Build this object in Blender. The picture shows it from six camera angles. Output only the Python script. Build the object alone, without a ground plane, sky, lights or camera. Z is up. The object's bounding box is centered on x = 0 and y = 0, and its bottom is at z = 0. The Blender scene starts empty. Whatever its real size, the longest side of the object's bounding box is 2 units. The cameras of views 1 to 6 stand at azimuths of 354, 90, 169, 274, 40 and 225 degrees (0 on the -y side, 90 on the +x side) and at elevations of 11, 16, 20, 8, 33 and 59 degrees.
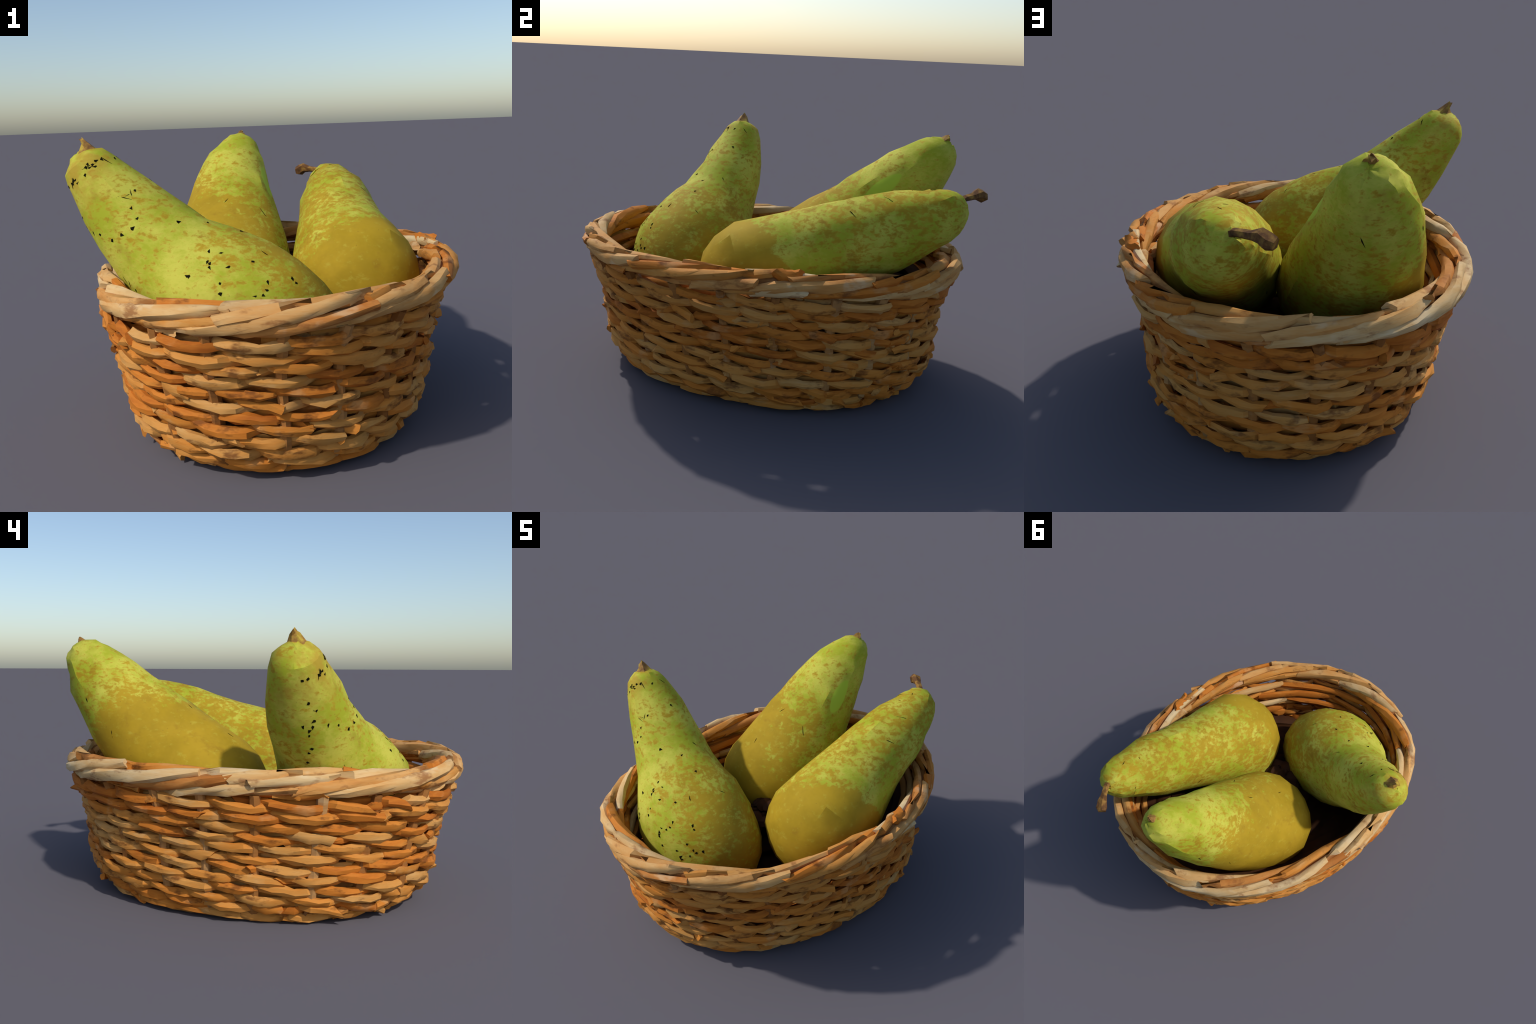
"""A woven wicker basket with three pears leaning in it."""
import bpy, math, random
import numpy as np
from mathutils import noise, Vector, Matrix
from mathutils.bvhtree import BVHTree

random.seed(7)
rng = np.random.default_rng(7)
TAU = 2 * math.pi

# ------------------------------------------------------------------ helpers
def link(ob, parent=None):
    bpy.context.scene.collection.objects.link(ob)
    if parent is not None:
        ob.parent = parent
    return ob

def empty(name, loc, label, category):
    ob = bpy.data.objects.new(name, None)
    ob.location = loc
    ob["label"] = label
    ob["category"] = category
    return link(ob)

def mesh_object(name, verts, faces, parent, mat, sharp=35, origin=(0, 0, 0)):
    me = bpy.data.meshes.new(name)
    o = np.asarray(origin)
    me.from_pydata([(v[0] - o[0], v[1] - o[1], max(v[2], 0) - o[2]) for v in verts], [], faces)   # nothing below the table
    me.validate()
    me.shade_smooth()
    if sharp:
        me.set_sharp_from_angle(angle=math.radians(sharp))
    if not isinstance(mat, (list, tuple)):
        mat = [mat]
    for m in mat:
        me.materials.append(m)
    ob = bpy.data.objects.new(name, me)
    return link(ob, parent)

def unit(v):
    v = np.asarray(v, float)
    return v / max(np.linalg.norm(v), 1e-9)

def tube(centres, outward, radial_r, vertical_r, sides=8, jitter=0.0, spin=0.0, slant=0.0):
    """Closed tube along centres; its section is an oval of radial_r x vertical_r.
    slant shears the two cut ends, as a knife leaves them."""
    c = np.asarray(centres, float)
    n = len(c)
    tang = np.gradient(c, axis=0)
    verts, faces = [], []
    for i in range(n):
        t = unit(tang[i])
        o = np.asarray(outward[i], float)
        o = unit(o - t * (o @ t))
        up = np.cross(t, o)
        if up[2] < 0 and abs(up[2]) > 0.2:
            up = -up
        for k in range(sides):
            a = TAU * k / sides + spin
            p = c[i] + o * math.cos(a) * radial_r[i] + up * math.sin(a) * vertical_r[i]
            if i in (0, n - 1):
                p = p + t * slant * math.sin(a) * vertical_r[i]
            if jitter:
                p = p + rng.normal(0, jitter, 3)
            verts.append(p)
    for i in range(n - 1):
        for k in range(sides):
            a, b = i * sides + k, i * sides + (k + 1) % sides
            faces.append((a, b, b + sides, a + sides))
    faces.append(tuple(range(sides))[::-1])
    faces.append(tuple((n - 1) * sides + k for k in range(sides)))
    return verts, faces

# ------------------------------------------------------------------ node helpers
class Nodes:
    def __init__(self, name):
        self.mat = bpy.data.materials.new(name)
        self.mat.use_nodes = True
        self.nt = self.mat.node_tree
        self.nt.nodes.clear()
        self.out = self.nt.nodes.new("ShaderNodeOutputMaterial")
        self.bsdf = self.nt.nodes.new("ShaderNodeBsdfPrincipled")
        self.nt.links.new(self.bsdf.outputs[0], self.out.inputs[0])

    def put(self, socket, value):
        if isinstance(value, bpy.types.NodeSocket):
            self.nt.links.new(value, socket)
        elif value is not None:
            if socket.type == 'RGBA' and len(value) == 3:
                value = (*value, 1)
            socket.default_value = value

    def coords(self):
        return self.nt.nodes.new("ShaderNodeTexCoord").outputs["Object"]

    def mapping(self, vec, scale=(1, 1, 1), rot=(0, 0, 0), loc=(0, 0, 0)):
        m = self.nt.nodes.new("ShaderNodeMapping")
        self.put(m.inputs["Vector"], vec)
        m.inputs["Scale"].default_value = scale
        m.inputs["Rotation"].default_value = rot
        self.put(m.inputs["Location"], loc)
        return m.outputs[0]

    def noise(self, vec, scale, detail=3, rough=0.55, distortion=0.0):
        n = self.nt.nodes.new("ShaderNodeTexNoise")
        self.put(n.inputs["Vector"], vec)
        n.inputs["Scale"].default_value = scale
        n.inputs["Detail"].default_value = detail
        n.inputs["Roughness"].default_value = rough
        n.inputs["Distortion"].default_value = distortion
        return n.outputs["Fac"]

    def voronoi(self, vec, scale, out="Distance"):
        n = self.nt.nodes.new("ShaderNodeTexVoronoi")
        self.put(n.inputs["Vector"], vec)
        n.inputs["Scale"].default_value = scale
        return n.outputs[out]

    def math(self, op, a, b=None, c=None):
        n = self.nt.nodes.new("ShaderNodeMath")
        n.operation = op
        for s, v in zip(n.inputs, (a, b, c)):
            self.put(s, v)
        return n.outputs[0]

    def step(self, v, lo, hi):
        n = self.nt.nodes.new("ShaderNodeMapRange")
        n.interpolation_type = 'SMOOTHSTEP'
        self.put(n.inputs[0], v)
        n.inputs[1].default_value, n.inputs[2].default_value = lo, hi
        return n.outputs[0]

    def mix(self, fac, a, b):
        n = self.nt.nodes.new("ShaderNodeMix")
        n.data_type = 'RGBA'
        self.put(n.inputs["Factor"], fac)
        self.put(n.inputs[6], a)
        self.put(n.inputs[7], b)
        return n.outputs[2]

    def ramp(self, fac, stops):
        n = self.nt.nodes.new("ShaderNodeValToRGB")
        e = n.color_ramp.elements
        while len(e) < len(stops):
            e.new(0.5)
        for el, (p, col) in zip(e, stops):
            el.position, el.color = p, (*col, 1)
        self.put(n.inputs[0], fac)
        return n.outputs[0]

    def dot(self, vec, d):
        n = self.nt.nodes.new("ShaderNodeVectorMath")
        n.operation = 'DOT_PRODUCT'
        self.put(n.inputs[0], vec)
        n.inputs[1].default_value = d
        return n.outputs["Value"]

    def lens(self, p, a, b, half):
        """Mask of a leaf-shaped patch from a to b, `half` wide in the middle."""
        a, b = Vector(a), Vector(b)
        d = (b - a).normalized()
        t = self.math('DIVIDE', self.math('SUBTRACT', self.dot(p, d), a.dot(d)), (b - a).length)
        v = self.nt.nodes.new("ShaderNodeVectorMath"); v.operation = 'SUBTRACT'
        self.put(v.inputs[0], p); v.inputs[1].default_value = a
        x = self.nt.nodes.new("ShaderNodeVectorMath"); x.operation = 'CROSS_PRODUCT'
        self.put(x.inputs[0], v.outputs[0]); x.inputs[1].default_value = d
        l = self.nt.nodes.new("ShaderNodeVectorMath"); l.operation = 'LENGTH'
        self.put(l.inputs[0], x.outputs[0])
        width = self.math('MULTIPLY', self.math('MULTIPLY', t, self.math('SUBTRACT', 1.0, t)), 4 * half)
        return self.step(self.math('SUBTRACT', width, l.outputs["Value"]), -0.004, 0.004)

    def finish(self, colour, rough=0.7, spec=0.2, bump=None, strength=0.3, dist=0.004):
        self.put(self.bsdf.inputs["Base Color"], colour)
        self.bsdf.inputs["Roughness"].default_value = rough
        self.bsdf.inputs["Specular IOR Level"].default_value = spec
        if bump is not None:
            b = self.nt.nodes.new("ShaderNodeBump")
            b.inputs["Strength"].default_value = strength
            b.inputs["Distance"].default_value = dist
            self.put(b.inputs["Height"], bump)
            self.put(self.bsdf.inputs["Normal"], b.outputs[0])
        return self.mat

def wicker(name, stops, stain, stain_amount, pale):
    """Peeled willow: a hue per rod, streaks along it, pale worn patches, brown stains."""
    n = Nodes(name)
    p = n.coords()
    info = n.nt.nodes.new("ShaderNodeObjectInfo")
    rnd = info.outputs["Random"]
    shift = n.nt.nodes.new("ShaderNodeCombineXYZ")
    for s in shift.inputs:
        n.put(s, n.math('MULTIPLY', rnd, 17.0))
    q = n.mapping(p, loc=shift.outputs[0])
    patch = n.noise(q, 3.2, 2, 0.5)
    streak = n.noise(n.mapping(q, scale=(1, 1, 7)), 9, 3, 0.6)
    v = n.math('ADD', n.math('MULTIPLY', rnd, 0.7), n.math('MULTIPLY', patch, 0.6))
    v = n.math('ADD', v, n.math('MULTIPLY', n.math('SUBTRACT', streak, 0.5), 0.5))
    v = n.math('SUBTRACT', v, 0.16)
    col = n.ramp(v, stops)
    pale_mask = n.step(n.math('ADD', n.noise(q, 6.0, 3, 0.6), n.math('MULTIPLY', streak, 0.25)), 0.70, 0.82)
    col = n.mix(n.math('MULTIPLY', pale_mask, pale[1]), col, pale[0])
    st = n.step(n.math('ADD', n.noise(n.mapping(q, scale=(1, 1, 2.5)), 7.5, 4, 0.65), n.math('MULTIPLY', streak, 0.2)), 0.63, 0.80)
    col = n.mix(n.math('MULTIPLY', st, stain_amount), col, stain)
    fine = n.noise(n.mapping(q, scale=(1, 1, 9)), 26, 3, 0.6)
    col = n.mix(n.math('MULTIPLY', n.step(fine, 0.5, 0.75), 0.16), col, stain)
    return n.finish(col, 0.7, 0.1, fine, 0.2, 0.003)

WALL = wicker("orange_willow", [(0.05, (0.36, 0.10, 0.014)), (0.25, (0.49, 0.158, 0.021)), (0.5, (0.54, 0.205, 0.034)), (0.75, (0.53, 0.25, 0.062)), (0.98, (0.55, 0.31, 0.11))],
              (0.13, 0.04, 0.010), 0.8, ((0.56, 0.36, 0.16), 0.3))
RIM = wicker("pale_willow", [(0.10, (0.42, 0.145, 0.030)), (0.40, (0.55, 0.26, 0.072)), (0.66, (0.58, 0.35, 0.138)), (0.95, (0.64, 0.48, 0.26))],
             (0.24, 0.085, 0.024), 0.75, ((0.66, 0.53, 0.34), 0.35))
STAKE = wicker("stake_willow", [(0.1, (0.22, 0.08, 0.018)), (0.5, (0.36, 0.155, 0.042)), (0.9, (0.46, 0.27, 0.11))],
               (0.12, 0.05, 0.02), 0.6, ((0.52, 0.39, 0.23), 0.3))
CORE = wicker("core_willow", [(0.1, (0.20, 0.075, 0.02)), (0.5, (0.32, 0.13, 0.035)), (0.9, (0.40, 0.19, 0.06))],
              (0.12, 0.04, 0.014), 0.6, ((0.45, 0.25, 0.11), 0.3))

DARK = wicker("shadow_darkened_willow", [(0.1, (0.022, 0.009, 0.004)), (0.5, (0.042, 0.016, 0.006)), (0.9, (0.07, 0.026, 0.009))],  # near-black brown: shadow of the hollow under the pears painted into the floor
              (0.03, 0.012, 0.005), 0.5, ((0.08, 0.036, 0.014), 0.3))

# ------------------------------------------------------------------ basket shape
HALF_SHORT, HALF_LONG, TURN, SQUARENESS = 0.786, 1.000, -0.268, 2.08
PROFILE_Z = np.array([0, .036, .09, .18, .32, .45, .545, .62, .70])   # heights
PROFILE_S = np.array([.706, .809, .863, .895, .906, .935, .974, 1.0, .99])  # plan scale there

def plan(alpha):
    c, s = math.cos(alpha), math.sin(alpha)
    r = ((abs(c) / HALF_SHORT) ** SQUARENESS + (abs(s) / HALF_LONG) ** SQUARENESS) ** (-1 / SQUARENESS)
    u, v = r * c, r * s
    return (u * math.cos(TURN) - v * math.sin(TURN), u * math.sin(TURN) + v * math.cos(TURN))

# equal steps along the rim, 0..1 once round
_al = np.linspace(0, TAU, 721)
_pp = np.array([plan(a) for a in _al])
_len = np.r_[0, np.cumsum(np.linalg.norm(np.diff(_pp, axis=0), axis=1))]
_len /= _len[-1]
def alpha_of(u):
    return float(np.interp(u % 1.0, _len, _al))

def lift(u):
    a = alpha_of(u)
    return 0.016 * math.cos(a) + 0.001 * math.sin(a) + 0.005 * math.cos(2 * (a + .45))

def wall(u, z, inset=0.0):
    """Point on the outer wall (u once round, height z), moved in by inset; and the outward normal."""
    a = alpha_of(u)
    w = min(1, z / .65)
    s = float(np.interp(z, PROFILE_Z, PROFILE_S))
    # the oval is a little lopsided, differently at the foot and at the rim
    s *= 1 + .006 * w * math.cos(3 * a) + .009 * w * w * math.cos(2 * (a + .5))
    s *= 1 + .016 * (1 - w * w) * math.cos(2 * (a - 1.2))
    x, y = plan(a)
    x2, y2 = plan(a + 0.01)
    x1, y1 = plan(a - 0.01)
    nrm = unit((y2 - y1, -(x2 - x1), 0))
    cx = float(np.interp(z, [0, .25, .5, .6], [.034, .029, .013, .026]))
    cy = float(np.interp(z, [0, .25, .5, .6], [-.008, -.015, -.026, -.024]))
    p = np.array((x * s + cx, y * s + cy, z + lift(u) * min(1, z / 0.7)))
    return p - nrm * inset, nrm

basket = empty("basket", (0, 0, 0), "oval woven wicker basket with twisted rim", "wicker basket")

# stakes: upright rods the weavers pass around
STAKES = 22
WALL_IN = 0.052
for i in range(STAKES):
    u = (i + random.uniform(-.07, .07)) / STAKES
    cs, ns = [], []
    for z in np.linspace(0.03, 0.60, 9):
        p, nrm = wall(u + random.uniform(-.001, .001), z, WALL_IN)
        cs.append(p); ns.append(nrm)
    r = [random.uniform(0.021, 0.026)] * 9
    v, f = tube(cs, ns, r, r, 7, 0.001)
    mesh_object("stake", v, f, basket, STAKE)

# weavers: two rods per row twisted between the stakes (pairing)
ROWS = 12
def weaver(row, phase, i0, count):
    """One flattish rod over `count` stakes of a row, bent sharply where it rounds a stake."""
    z_row = 0.034 + 0.0475 * row
    per = 5
    n = count * per + 1
    cs, ns, rr, rv = [], [], [], []
    thick = random.uniform(0.0185, 0.0242)
    flat = random.uniform(0.65, 0.95)
    droop = random.uniform(-.011, .011)
    flare = [random.choice((0, 0, 0, .008, .016, .024)) for _ in range(2)]
    dip = [random.uniform(-.012, .012) for _ in range(2)]
    amp_out, amp_in = random.uniform(0.017, 0.027), random.uniform(0.030, 0.040)
    lean = random.uniform(-.5, .25)
    for j in range(n):
        k = i0 + j / per                         # stake coordinate
        w = math.cos(math.pi * (k + phase))      # +1 outside a stake, -1 inside
        zz = z_row - 0.009 * math.sin(math.pi * (k + phase)) + droop * (j / (n - 1) - .5)
        zz += 0.011 * noise.noise(Vector((k * 0.9, row * 3.1, phase * 9)))
        if w > 0.6:
            zz -= 0.006
        end = 0 if j == 0 else 1 if j == n - 1 else None
        off = (amp_out if w > 0 else amp_in) * math.copysign(abs(w) ** 0.4, w) + random.uniform(-.004, .004)
        if end is not None:
            off += flare[end]
            zz += dip[end]
        p, nrm = wall(k / STAKES, max(zz, 0.026), WALL_IN)
        cs.append(p + nrm * off)
        ns.append(nrm + np.array((0, 0, lean)))
        g = 0.88 if end is not None else 1 + 0.2 * noise.noise(Vector((k * 2.1, row, phase + 5)))
        rr.append(thick * g * flat); rv.append(thick * g * (1.35 if w < -.3 else 1))
    v, f = tube(cs, ns, rr, rv, 7, 0.0024, random.uniform(0, 1), random.uniform(-1.6, 1.6))
    mesh_object("weaver", v, f, basket, WALL, 34)

for row in range(ROWS):
    shift = .5 * (row % 2) + random.uniform(-.18, .18)
    for phase in (0, 1):
        k = random.uniform(0, 4)
        end = k + STAKES
        while k < end - 0.2:
            count = random.choice((2, 3, 3, 4, 5, 6))
            count = min(count, int(math.ceil(end - k)))
            weaver(row, phase + shift, k, count)
            k += count - 0.05

# foot: thick rods lying round the bottom edge
for i in range(16):
    u0 = i / 16 + random.uniform(-.01, .01)
    cs, ns = [], []
    n = 9
    for j in range(n):
        t = j / (n - 1)
        p, nrm = wall(u0 + t * 0.085, 0.026 + 0.014 * math.sin(t * math.pi + i), 0.040 + 0.014 * math.cos(t * 5 + i))
        cs.append(p); ns.append(nrm)
    r = np.full(n, random.uniform(.018, .023)); r[0] *= .8; r[-1] *= .8
    cs = np.array(cs); cs[:, 2] = np.maximum(cs[:, 2], r.max() + .001)
    v, f = tube(cs, ns, r, r, 7, 0.0012, 0.3, random.uniform(-.8, .8))
    mesh_object("foot_rod", v, f, basket, WALL, 28)

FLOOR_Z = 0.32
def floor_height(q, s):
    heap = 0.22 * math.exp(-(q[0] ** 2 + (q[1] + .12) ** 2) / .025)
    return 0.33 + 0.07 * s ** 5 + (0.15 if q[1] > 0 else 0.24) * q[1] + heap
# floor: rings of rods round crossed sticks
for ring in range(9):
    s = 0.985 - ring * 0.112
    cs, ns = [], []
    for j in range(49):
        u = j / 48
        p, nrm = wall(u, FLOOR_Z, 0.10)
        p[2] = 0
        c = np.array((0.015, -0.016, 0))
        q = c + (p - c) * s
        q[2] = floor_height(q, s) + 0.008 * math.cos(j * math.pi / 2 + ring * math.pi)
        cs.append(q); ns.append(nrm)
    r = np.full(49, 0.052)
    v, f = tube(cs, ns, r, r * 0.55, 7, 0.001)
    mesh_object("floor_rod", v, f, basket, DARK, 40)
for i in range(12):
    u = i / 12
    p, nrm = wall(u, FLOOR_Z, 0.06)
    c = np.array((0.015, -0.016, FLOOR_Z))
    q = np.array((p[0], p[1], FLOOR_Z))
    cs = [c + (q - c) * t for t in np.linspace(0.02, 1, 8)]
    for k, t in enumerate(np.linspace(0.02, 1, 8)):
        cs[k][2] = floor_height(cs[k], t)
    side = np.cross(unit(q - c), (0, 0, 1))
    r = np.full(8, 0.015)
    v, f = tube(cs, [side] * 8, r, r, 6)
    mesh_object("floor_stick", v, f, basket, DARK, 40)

# rim: a core hoop wrapped by a rope of rods that climb outside to the right
RIM_Z, RIM_IN = 0.638, 0.063
def rim_centre(u):
    p, nrm = wall(u, RIM_Z, RIM_IN)
    p[2] += 0.014 * noise.noise(Vector((math.cos(u * TAU) * 2, math.sin(u * TAU) * 2, 3)))
    return p, nrm
cs, ns = [], []
for j in range(73):
    p, nrm = rim_centre(j / 72)
    cs.append(p); ns.append(nrm)
v, f = tube(cs, ns, np.full(73, .026), np.full(73, .036), 8, 0.001)
mesh_object("rim_core", v, f, basket, CORE, 40)

# a band of rods lining the inside under the rim
for row, (z, inset) in enumerate(((.565, .116), (.515, .124), (.462, .122))):
    u = random.random()
    end = u + 1
    while u < end - .01:
        span = min(random.uniform(.09, .16), end - u + .006)
        n = max(5, int(span * 50))
        cs, ns = [], []
        dz = random.uniform(-.012, .012)
        for j in range(n):
            t = j / (n - 1)
            p, nrm = wall(u + span * t, z + dz * (2 * t - 1), inset + .008 * noise.noise(Vector((u * 9 + t * 3, row, 1))) - (.02 if j in (0, n - 1) else 0))
            cs.append(p); ns.append(nrm)
        r = np.full(n, random.uniform(.020, .026)); r[0] *= .7; r[-1] *= .7
        v, f = tube(cs, ns, r * .9, r, 7, .0014, random.uniform(0, 1), random.uniform(-.7, .7))
        mesh_object("lining_rod", v, f, basket, random.choice((RIM, WALL, WALL)), 45)
        u += span - .003

ROPE, WRAPS = 6, 2.8          # rods side by side, turns in one round
def rim_rod(u0, span, start_angle):
    n = max(6, int(span * 62))
    cs, ns, rr, rv = [], [], [], []
    thick = random.choice((.021, .024, .026, .029, .031))
    bulge = random.uniform(-.014, .012)
    ends = [random.choice((-.004, 0, .006, .012, .018)) for _ in range(2)]
    for j in range(n):
        t = j / (n - 1)
        u = u0 + span * t
        a = start_angle + WRAPS * TAU * span * t + 0.35 * noise.noise(Vector((u * 14, start_angle, 2)))
        p, nrm = rim_centre(u)
        h = 0.041 + bulge * math.sin(math.pi * t) + 0.006 * noise.noise(Vector((u * 24, start_angle, 0)))
        if j in (0, n - 1):
            h += ends[0 if j == 0 else 1]
        # a = 0 outside, quarter turn = top
        under = math.sin(a) < 0              # the underside of the rope is pulled in tight
        off = nrm * math.cos(a) * h * (.85 if under else 1) + np.array((0, 0, 1)) * math.sin(a) * h * (.72 if under else 1)
        cs.append(p + off)
        ns.append(unit(nrm * math.cos(a) + np.array((0, 0, 1)) * math.sin(a)))
        g = 0.72 if j in (0, n - 1) else 1.0 + 0.14 * noise.noise(Vector((u * 40, 3, start_angle)))
        rr.append(thick * g * 0.95); rv.append(thick * g)
    v, f = tube(cs, ns, rr, rv, 8, 0.0024, random.uniform(0, 1), random.uniform(-1.4, 1.4))
    mesh_object("rim_rod", v, f, basket, RIM if random.random() < .72 else WALL, 42)

for k in range(ROPE):
    u = random.uniform(0, .1)
    end = u + 1
    while u < end - 0.01:
        a = TAU * k / ROPE + WRAPS * TAU * u
        span = min(random.uniform(0.08, 0.17), end - u + 0.01)
        rim_rod(u, span, a + random.uniform(-.3, .3))
        u += span - 0.004

# ------------------------------------------------------------------ pears
def bezier(ctrl, t):
    c = np.asarray(ctrl, float)
    return (1 - t) ** 3 * c[0] + 3 * t * (1 - t) ** 2 * c[1] + 3 * t * t * (1 - t) * c[2] + t ** 3 * c[3]

def spline(r, t):
    r = np.asarray(r, float)
    rr = np.r_[2 * r[0] - r[1], r, 2 * r[-1] - r[-2]]
    u = t * (len(r) - 1); i = min(int(u), len(r) - 2); f = u - i
    a, b, c, d = rr[i:i + 4]
    return .5 * (2 * b + (c - a) * f + (2 * a - 5 * b + 4 * c - d) * f * f + (3 * b - a - 3 * c + d) * f ** 3)

class Pear:
    """A spine and its girth; the skin wraps the balls strung on the spine."""
    def __init__(self, spine, girth, full, seed):
        ts = np.linspace(0, 1, 60)
        self.c = np.array([bezier(spine, t) for t in ts])
        self.r = np.array([spline(girth, t) for t in ts])
        self.seed = seed
        self.axis = unit(self.c[-1] - self.c[0])
        e = np.cross(self.axis, (0, 0, 1))
        self.e1 = unit(e)                       # sideways
        self.e2 = np.cross(self.e1, self.axis)  # upper side
        self.e2 *= np.sign(self.e2[2])

        self.full, self.amount = unit(full[0]), full[1:3]   # the side (or both sides) that swells a little
        self.both = len(full) > 3

    def reach(self, o, d):
        v = o - self.c
        b = v @ d
        disc = b * b - (v * v).sum(1) + self.r ** 2
        ok = disc > 0
        return float((-b[ok] + np.sqrt(disc[ok])).max())

    def skin(self, t, ang):
        """t<0: round the flower end; 0..1: along the spine; t>1: over the top."""
        tang_at = lambda s: unit(np.gradient(self.c, axis=0)[int(round(s * 59))])
        s = min(max(t, 0), 1)
        o = np.array([np.interp(s * 59, range(60), self.c[:, k]) for k in range(3)])
        T = tang_at(s)
        e1 = unit(self.e1 - T * (self.e1 @ T)); e2 = np.cross(e1, T)
        if e2 @ self.e2 < 0: e2 = -e2
        d = e1 * math.cos(ang) + e2 * math.sin(ang)
        if t < 0:
            d = d * math.cos(-t * math.pi / 2) - T * math.sin(-t * math.pi / 2)
        elif t > 1:
            d = d * math.cos((t - 1) * math.pi / 2) + T * math.sin((t - 1) * math.pi / 2)
        p = o + d * self.reach(o, d)
        p = p + d * (self.amount[0] * (1 - s) + self.amount[1] * s) * (float(d @ self.full) if self.both else max(0, float(d @ self.full))) ** 2
        w = Vector(p * 3.2) + Vector((self.seed * 11.3, 0, 0))
        w2 = Vector(p * 9) + Vector((self.seed * 5.3, 0, 4))
        return p + d * (rng.normal(0, .0028) + 0.008 * noise.noise(w) + 0.004 * noise.noise(w2)), d

    def build(self, parent, mat, around=17):
        ts = [-.95, -.8, -.6, -.4, -.2] + list(np.linspace(0, 1, 11)) + [1.2, 1.4, 1.6, 1.8, 1.93]
        verts, faces = [], []
        for t in ts:
            for k in range(around):
                verts.append(self.skin(t, TAU * k / around)[0])
        for i in range(len(ts) - 1):
            for k in range(around):
                a, b = i * around + k, i * around + (k + 1) % around
                faces.append((a, b, b + around, a + around))
        n = len(verts)
        verts += [self.skin(-1, 0)[0] , self.skin(2, 0)[0]]
        last = (len(ts) - 1) * around
        for k in range(around):
            faces.append((n, (k + 1) % around, k))
            faces.append((n + 1, last + k, last + (k + 1) % around))
        ob = mesh_object("pear_body", verts, faces, parent, mat, 25, parent.location)
        import bmesh
        bm = bmesh.new(); bm.from_mesh(ob.data)
        bmesh.ops.recalc_face_normals(bm, faces=bm.faces)
        bm.to_mesh(ob.data)
        bm.transform(Matrix.Translation(parent.location))
        self.tree = BVHTree.FromBMesh(bm)
        bm.free()
        return ob

def pear_skin(name, lime, pale, ochre, base, patches, axis, blush=None, crease=None):
    """Lime skin under ochre russet. base = how much russet flecks the open skin;
    patches = [(direction, level, softness, amount)] where it closes up or clears."""
    n = Nodes(name)
    p = n.coords()
    q = n.mapping(p, scale=(1.0, 1.0, 1.7), rot=axis)
    big = n.noise(p, 3.4, 3, 0.55)
    mid = n.noise(q, 17, 5, 0.65, 0.3)
    fine = n.noise(q, 40, 3, 0.6, 0.3)
    cen = lambda v, k: n.math('MULTIPLY', n.math('SUBTRACT', v, 0.5), k)
    m = n.math('ADD', n.math('ADD', cen(mid, 2.0), cen(fine, 2.0)), n.math('ADD', cen(big, 1.1), base))
    for d, level, soft, amount in patches:
        ragged = n.math('ADD', n.dot(p, d), cen(big, 0.12))
        g = n.step(ragged, level - soft, level + soft)
        m = n.math('ADD', m, n.math('MULTIPLY', g, amount))
    mask = n.step(m, -0.26, 0.32)
    tone = n.math('ADD', n.noise(p, 5.5, 3, 0.6), cen(fine, 0.5))
    skin = n.mix(n.step(tone, 0.32, 0.68), lime, pale)
    rus = n.mix(n.step(n.noise(p, 6, 4, 0.65), 0.3, 0.7), tuple(c * .88 for c in ochre), tuple(c * 1.1 for c in ochre))
    col = n.mix(n.math('MULTIPLY', mask, 0.92), skin, rus)
    blot = n.step(n.math('ADD', n.noise(p, 7.5, 4, 0.6), cen(fine, 0.3)), 0.56, 0.78)
    col = n.mix(n.math('MULTIPLY', blot, 0.55), col, (0.25, 0.135, 0.014))
    faint = n.step(n.noise(q, 24, 4, 0.65), 0.55, 0.72)
    col = n.mix(n.math('MULTIPLY', faint, 0.28), col, pale)
    lent = n.step(n.voronoi(p, 44), 0.15, 0.07)
    keep = n.step(n.noise(p, 17, 1), 0.55, 0.62)
    col = n.mix(n.math('MULTIPLY', n.math('MULTIPLY', lent, keep), 0.4), col, (0.16, 0.10, 0.02))
    if crease:
        ends, half, c = crease
        col = n.mix(n.lens(p, *ends, half), col, c)
    if blush:
        d, level, c = blush
        b = n.math('MULTIPLY', n.step(n.dot(p, d), level - .1, level + .1), n.step(n.noise(p, 9, 4, 0.65), 0.38, 0.62))
        col = n.mix(n.math('MULTIPLY', b, 0.8), col, c)
    return n.finish(col, 0.7, 0.06, n.math('ADD', fine, mid), 0.12, 0.004)

STEM = None
def stem_mat():
    n = Nodes("dry_stem")
    p = n.coords()
    v = n.noise(n.mapping(p, scale=(1, 1, 1)), 28, 4, 0.6)
    col = n.ramp(v, [(0.3, (0.05, 0.027, 0.012)), (0.5, (0.14, 0.062, 0.020)), (0.72, (0.34, 0.19, 0.04))])
    return n.finish(col, 0.75, 0.15, v, 0.4, 0.004)
STEM = stem_mat()
def cap_mat():
    n = Nodes("papery_cap")
    v = n.noise(n.coords(), 24, 4, 0.6)
    col = n.ramp(v, [(0.3, (0.13, 0.055, 0.02)), (0.48, (0.30, 0.16, 0.035)), (0.62, (0.42, 0.30, 0.04))])
    return n.finish(col, 0.7, 0.15, v, 0.3, 0.004)
CAP = cap_mat()
def hole_shade_mat():
    n = Nodes("unlit_hole_black")
    v = n.noise(n.coords(), 30, 2)
    return n.finish(n.ramp(v, [(0.3, (0.006, 0.006, 0.003)), (0.8, (0.016, 0.014, 0.006))]), 1.0, 0.0)  # base colour blackened for the lightless interior behind each hole
HOLE_SHADE = hole_shade_mat()

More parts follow.
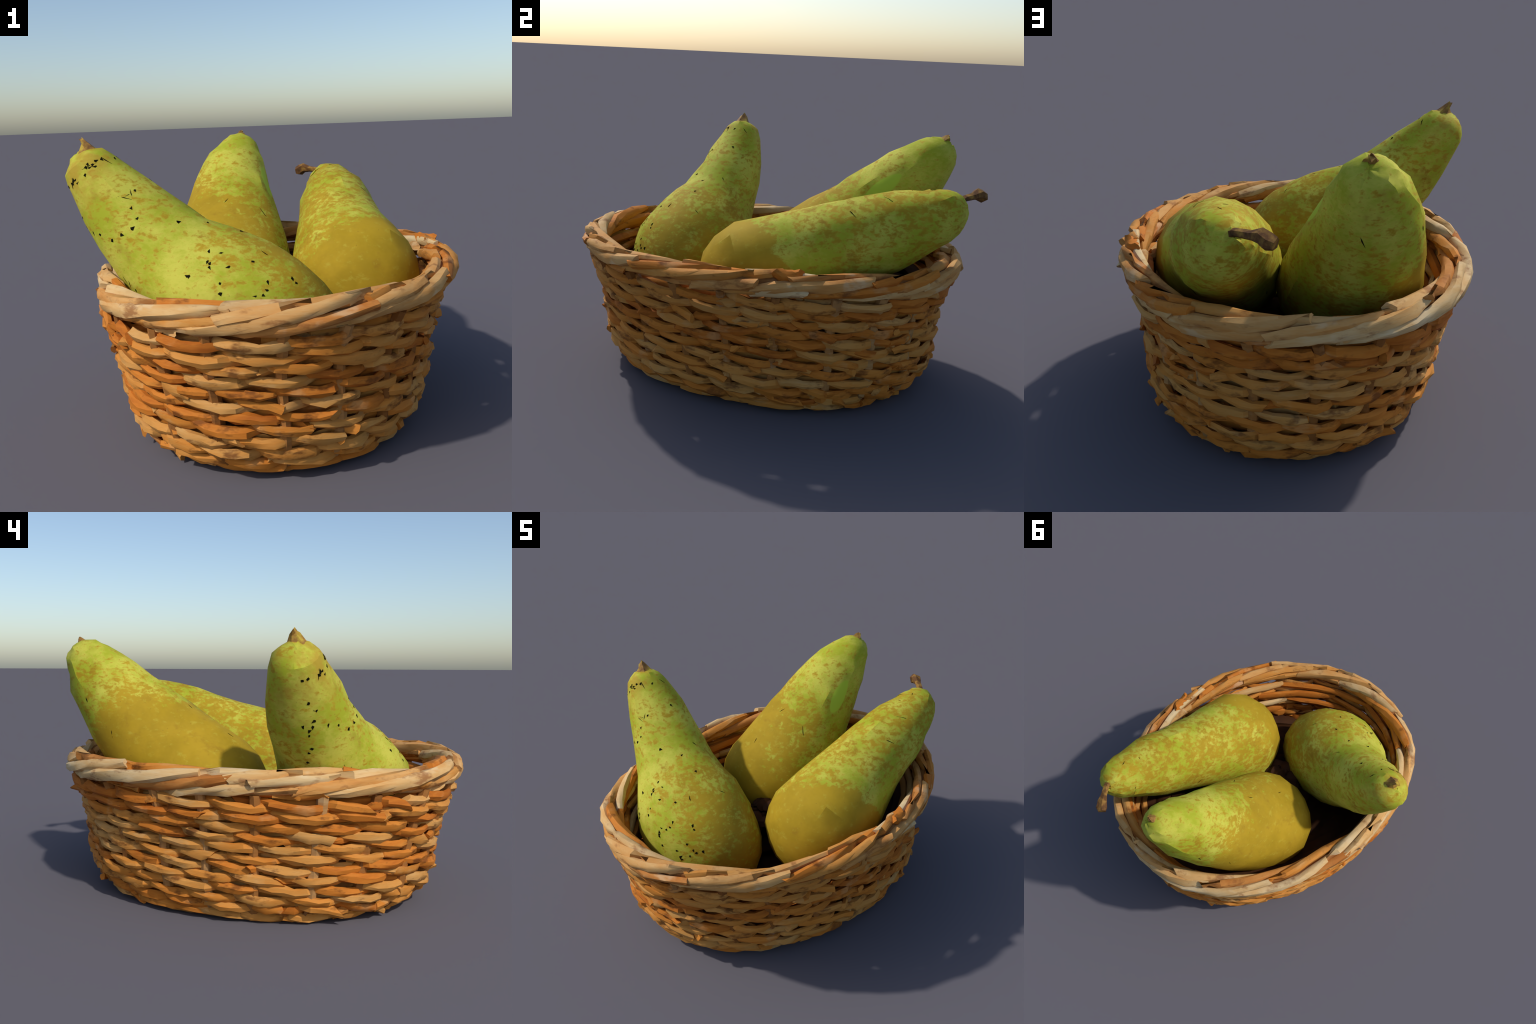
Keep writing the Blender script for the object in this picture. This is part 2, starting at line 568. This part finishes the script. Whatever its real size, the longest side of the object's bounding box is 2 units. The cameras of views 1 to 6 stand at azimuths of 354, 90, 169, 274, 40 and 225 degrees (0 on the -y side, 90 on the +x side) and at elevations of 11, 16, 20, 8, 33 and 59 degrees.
def stem(parent, pts, radii, sides=7, flat=1.0, mat=None, ragged=0.0015):
    pts = np.asarray(pts, float)
    nrm = [unit(np.cross(unit(pts[-1] - pts[0]), (0.3, 0.2, 1)))] * len(pts)
    v, f = tube(pts, nrm, radii, [r * flat for r in radii], sides, ragged)
    return mesh_object("stem", v, f, parent, mat or STEM, 30, parent.location)

def scan_holes(parent, pear, marks):
    """Holes of the scanned skin: slim wedges, their unlit inside modelled in black. marks = (t, angle, length, width, heading)."""
    verts, faces = [], []
    for t, ang, ln, wd, head in marks:
        p, d = pear.skin(t, ang)
        a = unit(np.cross(d, pear.axis)); b = np.cross(d, a)
        x = a * math.cos(head) + b * math.sin(head)
        y = np.cross(d, x)
        k = random.uniform(-.5, .5)
        outline = [x * -ln / 2, y * wd * random.uniform(-.6, -.3) + x * ln * k * .6, x * ln / 2 + y * wd * .2, y * wd * random.uniform(.3, .6) + x * ln * k]
        i = len(verts)
        for lift_by, shrink in ((0.0012, 1), (-0.016, .5)):
            for q in outline:
                near, nrm, _, _ = pear.tree.find_nearest(Vector(p + q * shrink))
                verts.append(np.array(near + nrm * lift_by))
        faces += [(i, i + 1, i + 2, i + 3), (i + 7, i + 6, i + 5, i + 4)]
        faces += [(i + j, i + 4 + j, i + 4 + (j + 1) % 4, i + (j + 1) % 4) for j in range(4)]
    ob = mesh_object("hole_shade_wedge", verts, faces, parent, HOLE_SHADE, 10, parent.location)
    ob["kind"] = "stuff"

LIME, PALE, OCHRE = (0.335, 0.362, 0.025), (0.50, 0.475, 0.068), (0.365, 0.228, 0.015)

# the pear leaning out over the near end
p1 = empty("pear", (-0.05, -0.47, 0.2), "speckled yellow green pear with black scan holes", "pear")
A = Pear([(-.054, -.480, .454), (-.219, -.484, .538), (-.492, -.275, .742), (-.733, -.222, 1.085)],
         [.268, .301, .292, .236, .202, .170, .113], ((.8, .3, .5), .016, 0), 1)
skinA = pear_skin("lime_pear_skin", LIME, PALE, OCHRE, -0.11, [((0.9, 0.1, 0.4), 0.18, 0.14, 0.4), ((-0.5, -0.6, -0.6), -0.1, 0.15, -0.2)], (0.6, 0.3, 0),
                  ((-0.8, 0.1, 0.6), 1.06, (0.38, 0.24, 0.03)))
A.build(p1, skinA)
stem(p1, [(-.744, -.217, 1.150), (-.757, -.213, 1.190), (-.772, -.207, 1.220), (-.782, -.200, 1.236)], [.084, .046, .019, .003], 6, .8, CAP, .005)

# the pear at the back left
p2 = empty("pear", (-0.16, 0.3, 0.22), "ochre yellow pear with lime speckled neck", "pear")
B = Pear([(-.166, .216, .508), (-.131, .482, .714), (-.127, .648, .928), (-.048, .813, 1.112)],
         [.304, .283, .256, .229, .199, .164, .11], ((.9, .1, .25), .018, .002, 'both'), 2)
skinB = pear_skin("ochre_pear_skin", LIME, PALE, OCHRE, -0.12, [((-0.7, -0.5, -0.35), -0.30, 0.16, 0.55), ((-0.85, -0.25, -0.35), -0.12, 0.12, 0.8), ((0.2, 0.5, 0.6), 0.74, 0.1, -0.2)], (0.5, 0, 0.2),
                  crease=(((.214, .13, .645), (.252, .36, .875)), .042, (0.40, 0.52, 0.045)))
B.build(p2, skinB)
stem(p2, [(-.042, .832, 1.19), (-.036, .846, 1.208), (-.028, .862, 1.226), (-.022, .871, 1.236)], [.050, .032, .018, .004], 6, .8, CAP, .004)

# the pear lying at the back right
p3 = empty("pear", (0.38, 0.0, 0.28), "green pear with ochre base and bent stem", "pear")
C = Pear([(.376, -.063, .547), (.398, .445, .819), (.468, .716, .898), (.451, .774, .933)],
         [.298, .236, .205, .187, .150, .129, .101], ((.5, -.1, .85), .014, .006), 3)
skinC = pear_skin("green_pear_skin", LIME, PALE, OCHRE, -0.18, [((0.45, -0.8, -0.4), -0.09, 0.05, 1.3), ((-0.5, 0, 0.8), 0.36, 0.14, 0.26)], (0.4, 0, -0.2))
C.build(p3, skinC)
stem(p3, [(.435, .835, .985), (.418, .861, 1.0), (.375, .915, 1.005), (.348, .945, 1.010), (.329, .966, .998), (.311, .980, .992)],
     [.022, .018, .019, .030, .034, .026], 6, 0.9)

def scatter(count, t_range, a_range, length, width):
    return [(random.uniform(*t_range), random.uniform(*a_range), random.uniform(*length), random.uniform(*width),
             random.uniform(0, math.pi)) for _ in range(count)]
small, slit = ((.012, .021), (.010, .018)), ((.025, .065), (.003, .006))
scan_holes(p1, A, scatter(54, (-.15, .5), (2.0, 3.9), *small) + scatter(50, (.35, 1.25), (1.3, 4.6), *small) + scatter(16, (0, 1.2), (1.0, 5.4), *slit))
scan_holes(p2, B, scatter(7, (0, 1.1), (0, TAU), *slit))
scan_holes(p3, C, scatter(8, (0.1, 1.0), (0, TAU), *slit))
bpy.context.view_layer.update()
